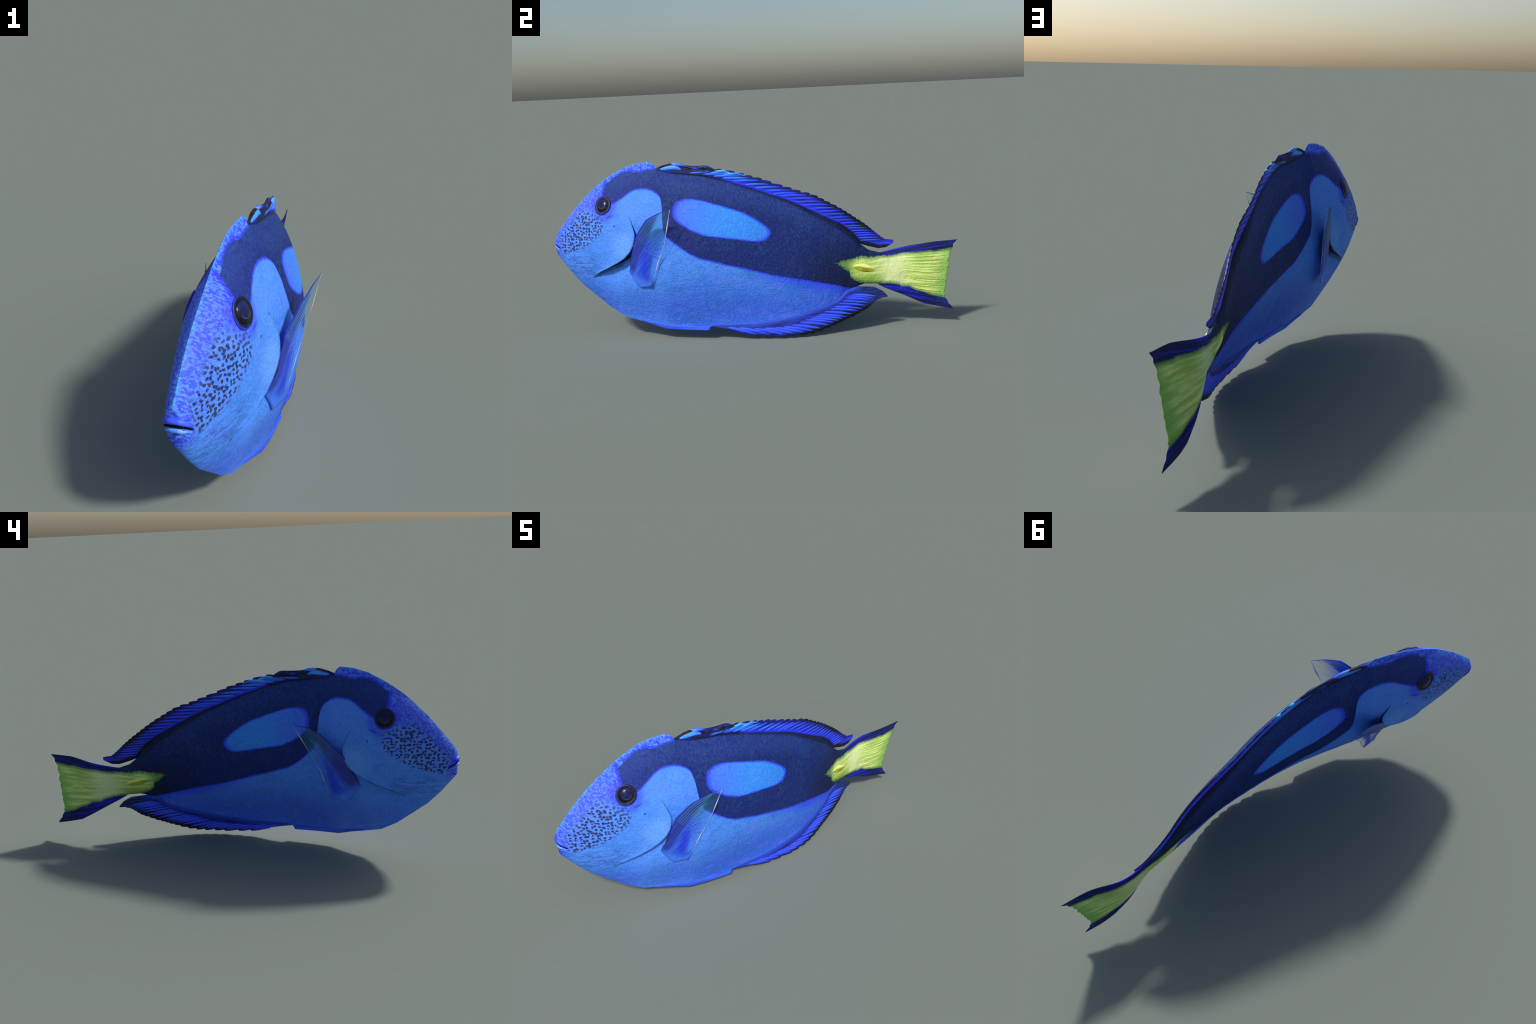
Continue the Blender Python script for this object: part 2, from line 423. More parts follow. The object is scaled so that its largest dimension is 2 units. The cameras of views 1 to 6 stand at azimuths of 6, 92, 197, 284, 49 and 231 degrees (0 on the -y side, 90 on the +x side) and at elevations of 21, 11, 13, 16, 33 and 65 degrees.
# ================================================================ objects
fish = bpy.data.objects.new("surgeonfish", None)
bpy.context.scene.collection.objects.link(fish)
fish["label"] = "bright blue surgeonfish with dark back mask and yellow tail"
fish["category"] = "fish"


def add_object(name, verts, faces, mat, parent=None, smooth=True, normals=None):
    me = bpy.data.meshes.new(name)
    me.from_pydata([tuple(map(float, v)) for v in verts], [], faces)
    me.materials.append(mat)
    me.validate()
    me.polygons.foreach_set("use_smooth", [smooth]*len(me.polygons))
    if normals is not None:
        me.normals_split_custom_set_from_vertices([tuple(n) for n in normals])
    ob = bpy.data.objects.new(name, me)
    bpy.context.scene.collection.objects.link(ob)
    ob.parent = parent or fish
    return ob


def fix_normals(ob):
    bm = bmesh.new()
    bm.from_mesh(ob.data)
    bmesh.ops.remove_doubles(bm, verts=bm.verts, dist=1e-6)
    bmesh.ops.recalc_face_normals(bm, faces=bm.faces)
    bm.to_mesh(ob.data)
    bm.free()
    return ob


def along(pts, n):
    """resample a poly-line evenly by length"""
    p = np.array(pts, float)
    d = np.r_[0, np.cumsum(np.linalg.norm(np.diff(p, axis=0), axis=1))]
    q = np.linspace(0, d[-1], n)
    return np.stack([np.interp(q, d, p[:, k]) for k in range(p.shape[1])], -1)


SKIN = skin_material()

# ---------------------------------------------------------------- body: head, trunk, tail stalk
NS, NR = 420, 130
stations = np.unique(np.concatenate([np.linspace(-.9865, .755, NS), [-.52, .50]]))
ang = np.linspace(0, math.pi, NR)
uu = np.cos(ang)
verts, ring = [], 2*NR - 2
for s in stations:
    zt, zb = float(TOP(s)), float(BOTTOM(s))
    h = .5*(zt + zb) + .5*(zt - zb)*uu
    t = thickness(s, h)
    t[0] = t[-1] = 0
    right = place(s, h, t)
    left = place(s, h, -t)
    verts += list(right) + list(left[1:-1][::-1])
faces, face_s = [], []
for i in range(len(stations) - 1):
    for j in range(ring):
        a, b = i*ring + j, i*ring + (j + 1) % ring
        faces.append((a, b, b + ring, a + ring))
        face_s.append(.5*(stations[i] + stations[i + 1]))
faces.append(tuple(range(ring))[::-1]); face_s.append(-1)
faces.append(tuple(range((len(stations) - 1)*ring, len(stations)*ring))); face_s.append(1)
verts = np.array(verts)
tmp = bpy.data.meshes.new("tmp")
tmp.from_pydata(verts.tolist(), [], faces)
bm = bmesh.new(); bm.from_mesh(tmp)
bmesh.ops.recalc_face_normals(bm, faces=bm.faces)
bm.to_mesh(tmp); bm.free()
normal = np.zeros(len(verts)*3)
tmp.vertices.foreach_get("normal", normal)
normal = normal.reshape(-1, 3)
polys = [tuple(p.vertices) for p in tmp.polygons]
bpy.data.meshes.remove(tmp)
for name, lo, hi in (("head", -2, -.52), ("trunk", -.52, .50), ("tail_stalk", .50, 2)):
    fs = [p for p, s in zip(polys, face_s) if lo < s <= hi]
    used = sorted({v for p in fs for v in p})
    at = {v: k for k, v in enumerate(used)}
    add_object(name, verts[used], [tuple(at[v] for v in p) for p in fs], SKIN, normals=normal[used])
head_ob = bpy.data.objects["head"]


# ---------------------------------------------------------------- thin fins: two faces and a closed rim
def plate(name, grid, half, mat, parent=None):
    """grid: (n, m, 2 or 3) of (s, h[, w]); half: (n, m) half thickness"""
    n, m = grid.shape[:2]
    w = grid[..., 2] if grid.shape[2] > 2 else np.zeros((n, m))
    front = place(grid[..., 0], grid[..., 1], w + half).reshape(-1, 3)
    back = place(grid[..., 0], grid[..., 1], w - half).reshape(-1, 3)
    o = n*m
    f = []
    for i in range(n - 1):
        for j in range(m - 1):
            a = i*m + j
            f.append((a, a + 1, a + m + 1, a + m))
            f.append((o + a, o + a + m, o + a + m + 1, o + a + 1))
    edge = [(0, j) for j in range(m)] + [(i, m - 1) for i in range(1, n)] + [(n - 1, j) for j in range(m - 2, -1, -1)] + [(i, 0) for i in range(n - 2, 0, -1)]
    idx = [i*m + j for i, j in edge]
    for k in range(len(idx)):
        a, b = idx[k], idx[(k + 1) % len(idx)]
        f.append((a, b, o + b, o + a))
    ob = add_object(name, np.vstack([front, back]), f, mat, parent)
    return fix_normals(ob)


def blade(name, path, width, thick, mat, parent, w0=0.0, sides=10, power=.6, lift=None):
    """a flattened spindle along a path of (s, h): a fin ray, a spine or a lobe"""
    p = np.array(path, float)
    n = len(p)
    t = np.linspace(0, 1, n)
    d = np.gradient(p, axis=0)
    d /= np.linalg.norm(d, axis=1)[:, None] + 1e-9
    nrm = np.stack([-d[:, 1], d[:, 0]], -1)
    wd = width(t) if callable(width) else width*np.sin(np.pi*np.clip(t, .02, .985))**power
    th = thick*np.clip(wd/(wd.max() + 1e-9), .1, 1)
    a = np.arange(sides)*2*math.pi/sides
    c, q = np.cos(a), np.sin(a)
    S = p[:, None, 0] + nrm[:, None, 0]*wd[:, None]*c
    H = p[:, None, 1] + nrm[:, None, 1]*wd[:, None]*c
    W = (w0 if np.isscalar(w0) else np.asarray(w0)[:, None]) + th[:, None]*q
    v = place(S, H, W).reshape(-1, 3)
    f = [(i*sides + j, i*sides + (j + 1) % sides, (i + 1)*sides + (j + 1) % sides, (i + 1)*sides + j) for i in range(n - 1) for j in range(sides)]
    f += [tuple(range(sides))[::-1], tuple(range((n - 1)*sides, n*sides))]
    return fix_normals(add_object(name, v, f, mat, parent))


def bezier(a, b, c, n=14):
    t = np.linspace(0, 1, n)[:, None]
    a, b, c = map(np.array, (a, b, c))
    return (1 - t)**2*a + 2*t*(1 - t)*b + t*t*c


def scallop(pts, tips, depth, n=700, up=1):
    """edge line with a lobe between each pair of tips: swells, then drops back at its rear end"""
    e = along(pts, n)
    d = np.gradient(e, axis=0)
    d /= np.linalg.norm(d, axis=1)[:, None]
    nrm = np.stack([-d[:, 1], d[:, 0]], -1)*up
    tips = np.array(tips)
    k = np.searchsorted(tips, e[:, 0])
    inside = (k > 0) & (k < len(tips))
    k = np.clip(k, 1, len(tips) - 1)
    gap = tips[k] - tips[k - 1]
    f = np.clip((e[:, 0] - tips[k - 1])/gap, 0, 1)
    bump = np.where(f < .93, .25 + .75*np.sin(np.pi*.62*f)**1.0, 1.0)*np.clip((1 - f)/.10, 0, 1)**.7 - .5
    amp = depth*np.clip(gap/.035, .45, 1.2)
    return e + nrm*(bump*amp*inside)[:, None]


# ---------------------------------------------------------------- fin colours
def fin_material(name, root, pts, sign, strip, root_col, mid_a, mid_b, edge_col, reach, front=None, lobe=None):
    N = Nodes(name)
    s, h, w, obj = N.coords()
    d = N.mul(N.sub(h, N.curve(s, pts)), sign)
    n = N.noise(N.vec(N.mul(s, 14), N.mul(N.add(h, N.mul(s, .12*sign)), 120), 0.0), 1.0, 3, .6)
    col = N.mix(N.step(n, .38, .62), mid_a, mid_b)
    col = N.mix(N.step(d, strip, strip*.45), col, N.mix(N.step(n, .35, .65, 0, .6), root_col, mid_b))
    col = N.mix(N.step(N.add(d, N.mul(N.sub(n, .5), .012)), reach*.62, reach), col, edge_col)
    if front:
        col = N.mix(N.mul(N.step(s, front[0], front[1]), N.step(n, .3, .6, .75, 1)), col, N.mix(N.step(n, .4, .65), edge_col, navy))
        col = N.mix(N.mul(N.step(s, .34, .44), N.step(N.sub(d, N.curve(s, [(.3, .0), (.45, .010), (.54, .020), (.62, .002), (.7, .0)])), .006, -.004)), col, edge_col)
    if lobe:
        col = N.mix(N.step(N.add(d, N.mul(N.sub(n, .5), .008)), .010, .003, 0, .55), col, rgb(34, 62, 160))
        col = N.mix(N.step(N.add(s, N.mul(N.sub(h, .18), .9)), .50, .585, 0, .9), col, N.mix(N.step(n, .4, .6), lobe, edge_col))
    return N.surface(col, .5, .25, n, .4, .003)


navy, ink = rgb(24, 30, 78), rgb(16, 20, 36)
blue, bright, cyan = rgb(44, 58, 250), rgb(66, 110, 255), rgb(74, 196, 255)
FIN_ROOT = [(-.46, .835), (-.38, .816), (-.338, .811), (-.23, .800), (-.171, .787), (-.1, .766), (-.015, .737), (.044, .715), (.106, .689),
            (.168, .665), (.232, .635), (.297, .601), (.361, .567), (.43, .525), (.49, .473), (.526, .424), (.60, .41), (.7, .41)]
DORSAL = fin_material("dorsal_fin_skin", None, FIN_ROOT, 1, .022, blue, rgb(20, 26, 84), rgb(30, 38, 150), ink, .085, front=(-.06, -.16))
ANAL_ROOT = [(-.22, .070), (-.1, .072), (0, .074), (.1, .087), (.21, .106), (.354, .143), (.415, .168), (.45, .203), (.504, .221), (.60, .212), (.66, .20)]
ANAL = fin_material("anal_fin_skin", None, ANAL_ROOT, -1, .018, rgb(44, 76, 186), rgb(24, 34, 112), rgb(40, 58, 180), ink, .10, lobe=rgb(36, 56, 118))


def ray_material(name, a, b, tip, lo, hi):
    """one ray: lighter along its length, shaded blue between; colour shifts along the fish"""
    N = Nodes(name)
    s, h, w, obj = N.coords()
    n = N.noise(N.vec(N.mul(s, 10), N.mul(h, 190), 0.0), 1.0, 2, .6)
    base = N.mix(N.step(s, lo, hi), a, tip)
    return N.surface(N.mix(N.step(n, .35, .7), base, b), .45, .3, n, .2, .002)


RAY = ray_material("dorsal_ray", rgb(54, 130, 250), rgb(44, 64, 250), rgb(56, 80, 255), -.04, .26)
ANAL_RAY = ray_material("anal_ray", rgb(58, 88, 255), rgb(48, 66, 240), rgb(62, 100, 255), .0, .4)

# ---------------------------------------------------------------- dorsal fin
DORSAL_EDGE = [(-.447, .838), (-.42, .848), (-.39, .855), (-.368, .858), (-.321, .851), (-.287, .845), (-.262, .843), (-.215, .842), (-.184, .835), (-.164, .824),
               (-.124, .818), (-.06, .803), (-.019, .790), (.021, .777), (.065, .763), (.111, .743), (.163, .724), (.206, .708), (.249, .692),
               (.296, .678), (.331, .662), (.361, .645), (.39, .628), (.421, .610), (.455, .588), (.493, .561), (.536, .530), (.573, .501), (.601, .476),
               (.63, .451), (.648, .438), (.693, .431)]
D_TIPS = [-.164, -.124, -.06, -.019, .021, .065, .111, .163, .206, .249, .293, .331, .361, .39, .421, .446, .47, .493, .514, .536, .556, .573, .588, .602, .616, .632, .648]
edge = scallop(DORSAL_EDGE, D_TIPS, .008)
rear = [(.526, .424), (.57, .4085), (.616, .395), (.654, .397), (.693, .417)]
root = along([(s, float(TOP(s)) - .005) for s in np.linspace(-.446, .515, 60)] + rear, len(edge))
v = np.linspace(0, 1, 10)[None, :, None]
grid = root[:, None]*(1 - v) + edge[:, None]*v
half = np.broadcast_to(.0022*(1 - v[..., 0])**.8 + .0012, grid.shape[:2])
dorsal = plate("dorsal_fin", grid, half, DORSAL)
edge_h = lambda s: float(np.interp(s, *np.array(DORSAL_EDGE).T))
root_s = np.linspace(-.44, .526, 400)
root_h = TOP(root_s)
for k, st in enumerate(D_TIPS[1:]):
    tip = np.array((st - .005, edge_h(st) - .0035 - .002*rng.random()))
    h0 = tip[1] + .004
    sb = float(np.interp(-h0, -root_h, root_s))
    sb = max(sb, st - .17)
    a = (sb, float(TOP(sb)) + .002)
    c = ((sb*.45 + tip[0]*.55), a[1]*.25 + tip[1]*.75 + .002)
    gap = st - D_TIPS[k]
    kw = min(.0036 + .070*gap, .0068)
    blade("fin_ray", bezier(a, c, tip, 18), lambda t, kw=kw: kw*np.sin(np.pi*np.clip(t, .02, .985)**.75)**.75, .0058, RAY, dorsal)

# the first, folded spines: blue, cyan, navy and black lobes
for path, wd, mat in (
        ([(-.446, .834), (-.40, .850), (-.372, .855), (-.33, .852)], .0040, plain("spine_brown", rgb(22, 16, 14), rgb(64, 36, 20))),
        ([(-.437, .829), (-.385, .836), (-.35, .838), (-.312, .824)], .0125, plain("spine_cyan", rgb(52, 92, 255), rgb(72, 164, 246), 30, stretch=(.5, 2.5, 1))),
        ([(-.385, .850), (-.365, .855), (-.335, .851), (-.29, .840)], .0075, plain("spine_blue", rgb(56, 70, 255), rgb(96, 160, 250), 30, stretch=(.5, 2.5, 1))),
        ([(-.345, .842), (-.32, .845), (-.28, .838), (-.25, .832)], .0055, plain("spine_navy", rgb(20, 28, 80), rgb(36, 52, 128))),
        ([(-.312, .829), (-.28, .834), (-.25, .834), (-.215, .826)], .0052, plain("spine_navy", rgb(20, 28, 80), rgb(36, 52, 128))),
        ([(-.278, .830), (-.262, .832), (-.247, .829), (-.232, .825)], .0065, plain("spine_violet", rgb(40, 44, 255), rgb(66, 64, 240))),
        ([(-.262, .826), (-.22, .835), (-.195, .834), (-.162, .822)], .0085, plain("spine_navy", rgb(20, 28, 80), rgb(36, 52, 128))),
        ([(-.225, .812), (-.19, .818), (-.165, .816), (-.14, .806)], .0065, plain("spine_black", ink, rgb(26, 34, 62))),
        ([(-.30, .815), (-.26, .820), (-.22, .817), (-.17, .806)], .0060, plain("spine_black", ink, rgb(26, 34, 62))),
        ([(-.195, .800), (-.155, .810), (-.12, .812), (-.075, .797)], .0080, plain("spine_cyan", rgb(50, 110, 250), rgb(76, 178, 250), 30, stretch=(.5, 2.5, 1))),
        ([(-.14, .789), (-.09, .797), (-.05, .796), (-.01, .782)], .0065, plain("spine_cyan", rgb(50, 110, 250), rgb(76, 178, 250), 30, stretch=(.5, 2.5, 1)))):
    p = along(path, 16)
    blade("fin_spine", p, wd, .0068, mat, dorsal, power=.7)

# ---------------------------------------------------------------- anal fin
ANAL_EDGE = [(-.214, .067), (-.15, .056), (-.1, .045), (-.077, .034), (.013, .0215), (.076, .018), (.151, .014), (.199, .0165), (.25, .018), (.292, .0225),
             (.332, .031), (.37, .0435), (.421, .060), (.461, .074), (.49, .085), (.517, .098), (.539, .106), (.559, .118), (.574, .130), (.589, .142), (.602, .150),
             (.623, .156), (.654, .157)]
A_TIPS = [-.08, .013, .076, .151, .199, .25, .292, .332, .37, .396, .421, .441, .461, .488, .517, .539, .559, .574, .589, .602, .623]
edge = scallop(ANAL_EDGE, A_TIPS, .008, up=-1)
rear = [(.506, .2215), (.546, .216), (.586, .212), (.610, .200), (.631, .187), (.654, .162)]
root = along([(s, float(BOTTOM(s)) + .003) for s in np.linspace(-.213, .48, 60)] + rear, len(edge))
grid = root[:, None]*(1 - v) + edge[:, None]*v
anal = plate("anal_fin", grid, half, ANAL)
a_edge = lambda s: float(np.interp(s, *np.array(ANAL_EDGE).T))
for k, st in enumerate(A_TIPS[1:]):
    tip = np.array((st - .003, a_edge(st) + .003 + .002*rng.random()))
    slope = -.24 + .08*np.clip(st/.5, 0, 1)
    back = np.linspace(.03, .16, 60)                     # run back from the tip until close under the body
    depth = BOTTOM(np.minimum(tip[0] - back, .49)) - (tip[1] - slope*back)
    reach = float(back[min(np.argmax(depth < .010) if (depth < .010).any() else 59, 59)])
    a = (tip[0] - reach, tip[1] - slope*reach)
    c = (tip[0] - .5*reach, tip[1] - slope*.5*reach + .004)
    gap = st - A_TIPS[k]
    kw = min(.0046 + .085*gap, .0085)
    blade("fin_ray", bezier(a, c, tip, 18), lambda t, kw=kw: kw*np.sin(np.pi*np.clip(t, .02, .985)**.75)**.75, .0056, ANAL_RAY, anal)

# ---------------------------------------------------------------- tail fin
up = along([(.60, .3745), (.631, .375), (.749, .397), (.884, .421), (.996, .428)], 60)
lo = along([(.60, .2275), (.64, .203), (.70, .174), (.839, .103), (.936, .083), (.982, .074)], 60)
trail = along([(.996, .428), (.976, .406), (.976, .392), (.962, .369), (.964, .346), (.953, .324), (.961, .302), (.952, .284), (.9535, .265), (.948, .242), (.9505, .226),
               (.944, .212), (.946, .196), (.940, .173), (.938, .154), (.944, .146), (.939, .137), (.946, .128), (.953, .118), (.957, .104), (.969, .093), (.982, .074)], 90)
base = along([up[0], lo[0]], 90)
U, V = np.linspace(0, 1, 60)[:, None, None], np.linspace(0, 1, 90)[None, :, None]
grid = (1 - V)*up[:, None] + V*lo[:, None] + (1 - U)*base[None] + U*trail[None] - ((1 - U)*(1 - V)*up[0] + (1 - U)*V*lo[0] + U*(1 - V)*up[-1] + U*V*lo[-1])
vv = np.sin(np.pi*np.clip(V[..., 0], 0.001, .999))**.9
half = .0012 + vv*np.interp(U[..., 0], [0, .3, .55, .8, .93, 1], [.012, .0165, .0165, .009, .003, 0])
caudal = plate("tail_fin", grid, half, SKIN)
for k in range(19):
    j = 9 + k*4 + int(rng.integers(-1, 2))
    j = min(max(j, 6), 84)
    i0, i1 = 20 + int(rng.integers(0, 9)), 57 - int(rng.integers(0, 3))
    path = grid[i0:i1, j]
    side_w = along(np.stack([path[:, 0], half[i0:i1, j]], -1), 18)[:, 1]
    for sg in (1, -1):
        blade("fin_ray", along(path, 18), .0030 + .0014*rng.random(), .0018, SKIN, caudal, w0=sg*side_w, power=.35, sides=8)

# scalpel spine on each side of the tail stalk
SPINE = plain("tail_spine", rgb(236, 244, 150), rgb(214, 230, 110), 30, .4)
GROOVE = plain("spine_groove", rgb(128, 132, 20), rgb(168, 172, 40), 30, .6)
for sg in (1, -1):
    p = along([(.478, .320), (.51, .321), (.55, .312), (.597, .296)], 16)
    blade("tail_spine", p, .0100, .0060, SPINE, None, w0=sg*(thickness(p[:, 0], p[:, 1]) + .0005), power=.8)
    p = along([(.482, .313), (.51, .304), (.55, .294), (.592, .288)], 16)
    blade("spine_groove", p, .0085, .0026, GROOVE, None, w0=sg*(thickness(p[:, 0], p[:, 1]) + .0004), power=.8)

# ---------------------------------------------------------------- pelvic fins, folded along the keel
PELVIC = plain("pelvic_fin_skin", rgb(44, 74, 206), rgb(58, 102, 232), 12, stretch=(.4, 4, 1))
for sg in (1, -1):
    n = 30
    t = np.linspace(0, 1, n)
    lower = along([(-.57, .0885), (-.52, .0755), (-.445, .0530), (-.36, .0505), (-.29, .049), (-.224, .0475)], n)
    upper = along([(-.57, .0925), (-.52, .084), (-.445, .075), (-.36, .073), (-.29, .066), (-.214, .066)], n)
    vv = np.linspace(0, 1, 8)[None, :, None]
    g = lower[:, None]*(1 - vv) + upper[:, None]*vv
    wofs = sg*(.002 + .003*np.sin(np.pi*np.clip(t, 0, 1))[:, None]*(vv[..., 0]))
    g = np.concatenate([g, wofs[..., None]], -1)
    plate("pelvic_fin", g, np.full(g.shape[:2], .002), PELVIC)


# ---------------------------------------------------------------- pectoral fins: clear membrane, blue root
def pectoral_material():
    N = Nodes("pectoral_membrane")
    s, h, w, obj = N.coords()
    ax, ay, bx, by = -.468, .28, -.32, .648
    L = math.hypot(bx - ax, by - ay)
    d = N.mul(N.sub(N.mul(N.sub(h, ay), (bx - ax)/L), N.mul(N.sub(s, ax), (by - ay)/L)), 1.0)   # distance in front of the rear edge
    t = N.add(N.mul(N.sub(s, ax), (bx - ax)/L), N.mul(N.sub(h, ay), (by - ay)/L))
    t = N.mul(t, 1/L)
    n = N.noise(N.vec(N.mul(N.sub(h, N.mul(s, 1.1)), 75), N.mul(N.add(h, s), 5), 0.0), 1.0, 3, .55)
    deep = N.mul(N.band(N.sub(d, N.mul(N.sub(t, .1), .06)), .040, .036), N.step(t, .62, .30))
    lead = N.step(N.sub(d, N.mul(t, -.075)), .098, .118)
    col = N.mix(N.step(t, .45, .75), rgb(54, 92, 240), rgb(48, 140, 140))
    col = N.mix(N.step(n, .4, .65, 0, .6), col, rgb(96, 150, 240))
    col = N.mix(N.mul(deep, .85), col, rgb(36, 50, 214))
    col = N.mix(N.mul(lead, .8), col, rgb(34, 36, 120))
    op = N.step(d, .0, .080, .08, .50)
    op = N.mx(op, N.mul(deep, .85))
    op = N.mx(op, N.mul(lead, .92))
    op = N.mul(op, N.step(t, .55, 1.0, 1.0, .38))
    op = N.mx(op, N.step(t, .16, -.02, 0, .85))
    col = N.mix(N.step(t, .12, -.02), col, rgb(66, 122, 242))
    op = N.add(op, N.step(n, .5, .72, 0, .12))
    return N.surface(col, .4, .3, n, .25, .002, alpha=op)


PEC = pectoral_material()
PEC_RAY = plain("pectoral_ray", rgb(92, 120, 226), rgb(80, 150, 180), 20, .4)
PEC_RIM = plain("pectoral_rim", rgb(196, 190, 208), rgb(150, 160, 190), 30, .4)
PEC_LEAD = plain("pectoral_leading_ray", rgb(26, 28, 84), rgb(36, 40, 200), 14, .45)
for sg, lead, trail_ in (
        (1, [(-.575, .345, .084), (-.545, .425, .107), (-.507, .525, .121), (-.447, .598, .150), (-.392, .628, .167), (-.331, .646, .182)],
            [(-.525, .268, .078), (-.462, .277, .090), (-.446, .312, .097), (-.414, .401, .116), (-.378, .476, .136), (-.347, .584, .165), (-.331, .646, .182)]),
        (-1, [(-.588, .340, .086), (-.565, .41, .104), (-.531, .488, .121), (-.440, .600, .158), (-.385, .632, .176), (-.309, .652, .196)],
             [(-.535, .275, .108), (-.478, .286, .131), (-.450, .345, .141), (-.428, .425, .149), (-.385, .50, .162), (-.346, .582, .180), (-.309, .652, .196)])):
    n, m = 44, 18
    A, B = along(lead, n), along(trail_, n)
    q = np.linspace(0, 1, m)[None, :, None]
    g = A[:, None]*(1 - q) + B[:, None]*q
    t = np.linspace(0, 1, n)[:, None]
    g[..., 2] += .004*np.sin(np.pi*q[..., 0])*(1 - t)*np.clip(t/.2, 0, 1) + .0012*np.sin(q[..., 0]*52)*t*(1 - t)*2
    root_fade = np.clip(1 - t/.12, 0, 1)*(1 if sg > 0 else np.clip(1.15 - 1.3*q[..., 0], 0, 1))
    g[..., 2] = g[..., 2]*(1 - root_fade) + root_fade*(thickness(g[..., 0], g[..., 1]) + .001)
    g[..., 2] = np.maximum(g[..., 2] + sg*.004, thickness(g[..., 0], g[..., 1]) + .002)
    g[..., 2] *= sg
    half = .0010 + .0030*(1 - t)**2*(1 - .5*q[..., 0])
    pec = plate("pectoral_fin", g, np.broadcast_to(half, g.shape[:2]), PEC)
    rows = lambda k, i0, i1, j: (along(g[i0:i1, j, :2] if np.isscalar(j) else np.array([g[i, jj, :2] for i, jj in zip(range(i0, i1), j)]), 14))
    for k in range(9):                                   # rays fan from the root to the rear edge
        j0, j1 = 1 + k*.7, 1.6 + k*1.75
        i0, i1 = 9 + k, 41 - int(k*2.6)
        jj = np.linspace(j0, min(j1, m - 1.6), i1 - i0)
        idx = np.arange(i0, i1)
        lo_, fr = np.floor(jj).astype(int), (jj % 1)[:, None]
        P = g[idx, lo_]*(1 - fr) + g[idx, lo_ + 1]*fr
        P = along(P, 14)
        blade("fin_ray", P[:, :2], .0009, .0022, PEC_RAY, pec, w0=P[:, 2], power=.3, sides=6)
    P = along(g[6:, 0], 24)
    blade("leading_ray", P[:, :2], lambda t: .0032*(1 - t)**.6 + .0006, .0028, PEC_LEAD, pec, w0=P[:, 2], sides=8)
    P = along(g[4:, m - 1], 30)
    fat = .0008 + .0022*np.exp(-((np.linspace(0, 1, 30) - .36)/.09)**2) + .0022*np.exp(-((np.linspace(0, 1, 30) - .80)/.09)**2)
    blade("fin_rim", P[:, :2], lambda t, fat=fat: fat, .0014, PEC_RIM, pec, w0=P[:, 2], sides=6)

# ---------------------------------------------------------------- gill covers
SLIT = plain("gill_slit", rgb(8, 12, 34), rgb(16, 30, 70), 40, .7, .1)
GILL = plain("gill_membrane", rgb(30, 84, 130), rgb(40, 110, 150), 30, .6)
GR = GILL_EDGE
GF = [(-.585, .606), (-.605, .59), (-.625, .57), (-.645, .55), (-.66, .53), (-.672, .505), (-.682, .48), (-.69, .45), (-.70, .425), (-.715, .40), (-.74, .375), (-.77, .350), (-.80, .320)]
for sg in (1, -1):
    n, m = 60, 16
    A, B = along(GF, n), along(GR, n)
    q = np.linspace(0, 1, m)[None, :, None]
    t = np.linspace(0, 1, n)[:, None]
    g = A[:, None]*(1 - q) + B[:, None]*q
    off = (-.004 + .0115*q[..., 0]**1.3)*np.sin(np.pi*np.clip(t, .0, 1))**.35 - .0035*(1 - np.sin(np.pi*t)**.35)
    w = sg*(full_thickness(g[..., 0], g[..., 1]) + off - .0028)
    g = np.concatenate([g, w[..., None]], -1)
    plate("gill_cover", g, np.full(g.shape[:2], .0028), SKIN)
    # slit behind the cover and the membrane in the wedge below it
    d = np.gradient(B, axis=0); d /= np.linalg.norm(d, axis=1)[:, None]
    out = np.stack([-d[:, 1], d[:, 0]], -1)
    out *= np.sign(out[n//2, 0])
    wd = .0006 + .0012*np.sin(np.pi*t)**.5 + .0085*np.exp(-((t - .46)/.18)**2)
    q5 = np.linspace(-.8, 1, 6)[None, :, None]
    g = B[:, None] + out[:, None]*wd[:, None]*q5
    fl, dn = full_thickness(g[..., 0], g[..., 1]), gill_dent(g[..., 0], g[..., 1])
    w = sg*(fl - .5*dn - .0010 + .0014*np.sin(np.pi*np.clip(t, 0, 1))**.6)
    g = np.concatenate([g, w[..., None]], -1)
    plate("gill_slit", g, np.full(g.shape[:2], .0016), SLIT)
    low = along([(-.586, .4125), (-.62, .391), (-.675, .365), (-.733, .340), (-.781, .3105)], 30)
    far = along([(-.590, .409), (-.619, .372), (-.675, .351), (-.733, .329), (-.782, .309)], 30)
    g = low[:, None]*(1 - (q5 + .8)/1.8) + far[:, None]*((q5 + .8)/1.8)
    w = sg*(full_thickness(g[..., 0], g[..., 1]) - .62*gill_dent(g[..., 0], g[..., 1]) + .0004)
    g = np.concatenate([g, w[..., None]], -1)
    plate("gill_membrane", g, np.full(g.shape[:2], .0016), GILL)


# ---------------------------------------------------------------- eyes
def eye_material():
    N = Nodes("eye_glass")
    tc = N.t.nodes.new("ShaderNodeTexCoord")
    sep = N.t.nodes.new("ShaderNodeSeparateXYZ")
    N.t.links.new(tc.outputs["Object"], sep.inputs[0])
    r = N.m("SQRT", N.add(N.mul(sep.outputs[0], sep.outputs[0]), N.mul(sep.outputs[1], sep.outputs[1])))
    n = N.noise(tc.outputs["Object"], 60, 3, .6)
    iris = N.mix(N.step(n, .4, .65), rgb(16, 20, 34), rgb(40, 28, 38))
    iris = N.mix(N.step(sep.outputs[1], .0, .024, 0, .8), iris, rgb(28, 40, 92))
    col = N.mix(N.step(r, .0190, .0172), iris, rgb(20, 28, 74))
    col = N.mix(N.mul(N.band(r, .0188, .0016), N.step(sep.outputs[1], .002, -.01)), col, rgb(70, 84, 130))
    col = N.mix(N.step(r, .0285, .0325), col, rgb(10, 14, 26))
    return N.surface(col, .22, .16, coat=.05)


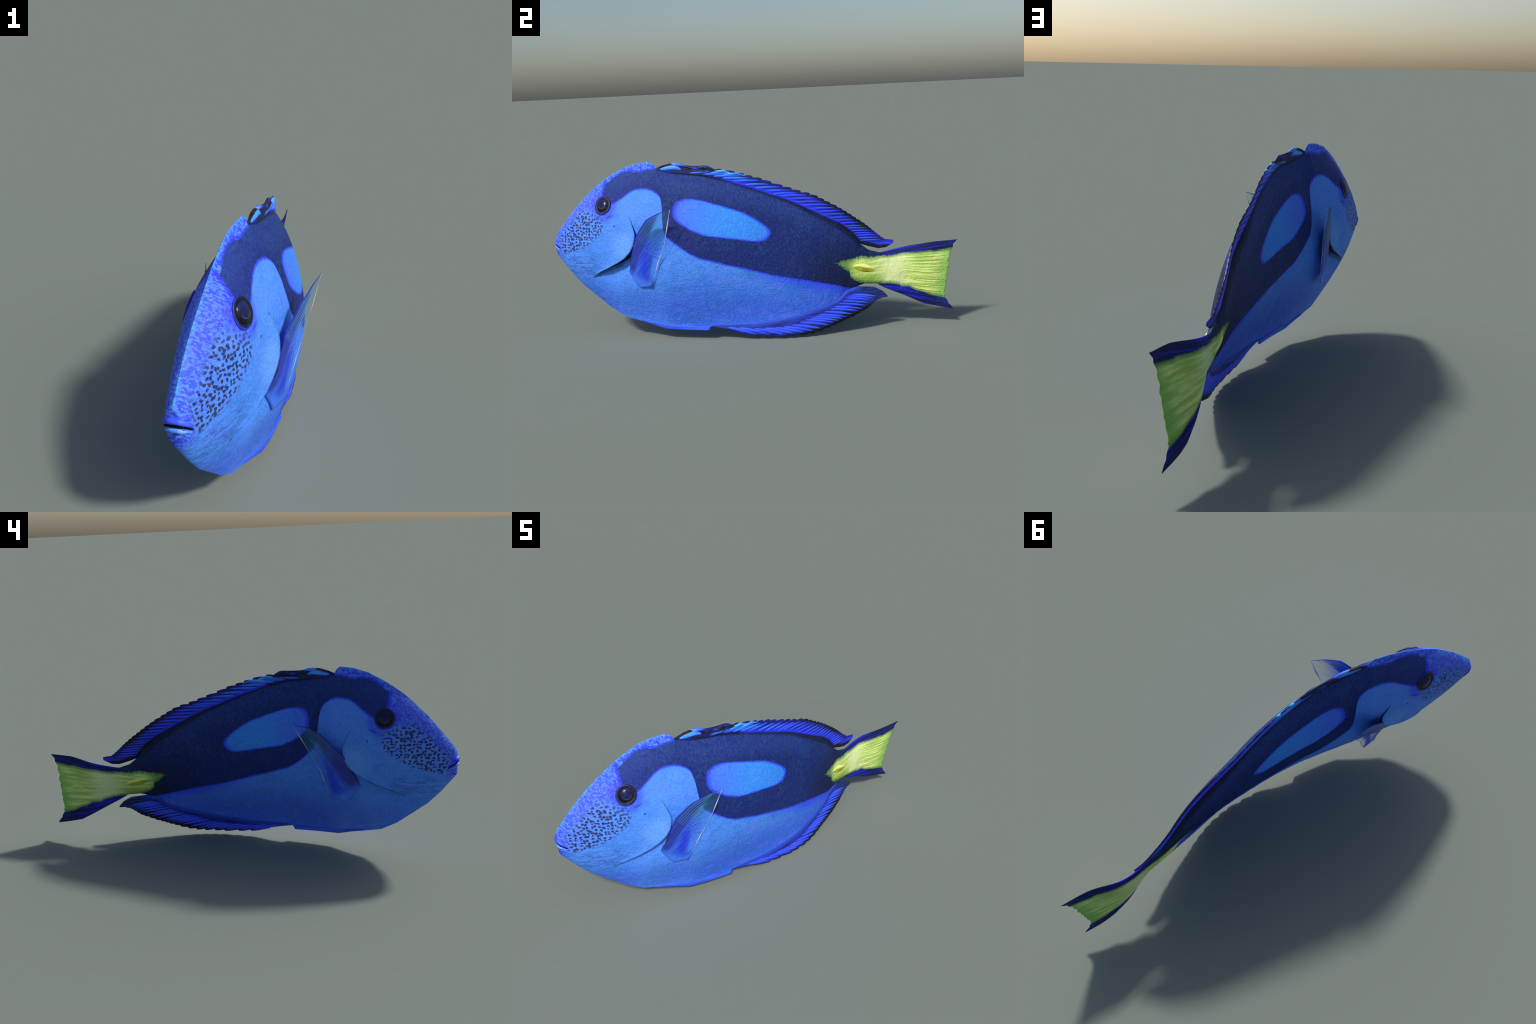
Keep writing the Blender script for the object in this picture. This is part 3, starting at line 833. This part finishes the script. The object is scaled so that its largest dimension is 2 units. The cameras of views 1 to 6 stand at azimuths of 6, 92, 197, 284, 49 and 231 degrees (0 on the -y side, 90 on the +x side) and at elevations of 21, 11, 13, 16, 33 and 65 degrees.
def rim_material():
    N = Nodes("eye_socket")
    tc = N.t.nodes.new("ShaderNodeTexCoord")
    sep = N.t.nodes.new("ShaderNodeSeparateXYZ")
    N.t.links.new(tc.outputs["Object"], sep.inputs[0])
    r = N.m("SQRT", N.add(N.mul(sep.outputs[0], sep.outputs[0]), N.mul(sep.outputs[1], sep.outputs[1])))
    n = N.noise(tc.outputs["Object"], 50, 3, .6)
    r = N.add(r, N.mul(N.sub(n, .5), .006))
    col = N.mix(N.mul(N.band(r, .0405, .0022), N.step(n, .35, .6)), rgb(9, 13, 30), rgb(28, 52, 92))
    col = N.mix(N.step(r, .0415, .0455), col, rgb(38, 50, 176))
    return N.surface(col, .5, .3)


EYE, RIM = eye_material(), rim_material()
for sg in (1, -1):
    es, eh = -.697, .667
    c = place(es, eh, sg*float(thickness(es, eh)))
    e1 = place(es + .03, eh, sg*float(thickness(es + .03, eh))) - place(es - .03, eh, sg*float(thickness(es - .03, eh)))
    e2 = place(es, eh + .03, sg*float(thickness(es, eh + .03))) - place(es, eh - .03, sg*float(thickness(es, eh - .03)))
    x = e1/np.linalg.norm(e1)
    z = np.cross(x, e2); z /= np.linalg.norm(z)
    if z[0]*sg < 0:
        z = -z
    y = np.cross(z, x)
    if y[2] < 0:
        x, y = -x, -y
    from mathutils import Matrix
    M = Matrix(((x[0], y[0], z[0], c[0]), (x[1], y[1], z[1], c[1]), (x[2], y[2], z[2], c[2]), (0, 0, 0, 1)))
    # eyeball: a low dome
    k, rr = 40, 24
    vs, fs = [(0, 0, .0098)], []
    for i in range(1, rr + 1):
        a = i/rr*math.pi*.62
        for j in range(k):
            b = 2*math.pi*j/k
            vs.append((.0335*math.sin(a)*math.cos(b), .0355*math.sin(a)*math.sin(b), -.0050 + .0148*math.cos(a)))
    fs += [(0, 1 + j, 1 + (j + 1) % k) for j in range(k)]
    for i in range(rr - 1):
        for j in range(k):
            a, b = 1 + i*k + j, 1 + i*k + (j + 1) % k
            fs.append((a, a + k, b + k, b))
    eye = fix_normals(add_object("eye", vs, fs, EYE))
    eye.matrix_local = M
    # socket: a soft ring
    vs, fs, p = [], [], 12
    for j in range(k):
        b = 2*math.pi*j/k
        # drawn to a point at the lower front, as in life
        e = 1 + .06*math.cos(b - (math.pi*1.25 if x[1] > 0 else -math.pi*.25)) + .03*math.cos(3*b + .5)
        for i in range(p):
            a = 2*math.pi*i/p
            R = .0375*e + .0085*math.cos(a)
            vs.append((R*math.cos(b)*.98, R*math.sin(b)*1.04, 0.0032*math.sin(a) - .0004))
    for j in range(k):
        for i in range(p):
            fs.append((j*p + i, j*p + (i + 1) % p, ((j + 1) % k)*p + (i + 1) % p, ((j + 1) % k)*p + i))
    rim = fix_normals(add_object("eye_socket", vs, fs, RIM))
    rim.matrix_local = M

# ---------------------------------------------------------------- mouth
LIP = plain("lip", rgb(46, 50, 240), rgb(66, 96, 255), 40, .45)
LOWER = plain("lower_lip", rgb(60, 104, 240), rgb(110, 170, 250), 40, .45)
MOUTH = plain("mouth_gap", rgb(6, 6, 12), rgb(10, 12, 22), 40, .8, .05)


def lip(name, mid, corner, radius, flat, mat):
    """a bow from one mouth corner round the snout tip to the other; corner and mid are (s, h, w)"""
    n, sides = 33, 12
    b = np.linspace(-math.pi/2, math.pi/2, n)
    s = corner[0] + (mid[0] - corner[0])*np.cos(b)**.8
    h = corner[1] + (mid[1] - corner[1])*np.cos(b)**.8
    w = corner[2]*np.sin(b)
    P = place(s, h, w)
    T = np.gradient(P, axis=0); T /= np.linalg.norm(T, axis=1)[:, None]
    Z = np.array((0, -.35, 1.0))[None] - T*(T @ np.array((0, -.35, 1.0)))[:, None]
    Z /= np.linalg.norm(Z, axis=1)[:, None]
    O = np.cross(T, Z)
    r = radius*(.25 + .75*np.cos(b)**.5)
    a = np.arange(sides)*2*math.pi/sides
    V = P[:, None] + r[:, None, None]*(np.cos(a)[None, :, None]*Z[:, None]*flat + np.sin(a)[None, :, None]*O[:, None])
    f = [(i*sides + j, i*sides + (j + 1) % sides, (i + 1)*sides + (j + 1) % sides, (i + 1)*sides + j) for i in range(n - 1) for j in range(sides)]
    f += [tuple(range(sides))[::-1], tuple(range((n - 1)*sides, n*sides))]
    fix_normals(add_object(name, V.reshape(-1, 3), f, mat))


lip("upper_lip", (-.9885, .4865, 0), (-.952, .452, .034), .0098, .9, LIP)
lip("lower_lip", (-.9885, .4600, 0), (-.955, .440, .031), .0080, .9, LOWER)
lip("mouth_gap", (-.9910, .4740, 0), (-.953, .446, .0355), .0042, 1.0, MOUTH)
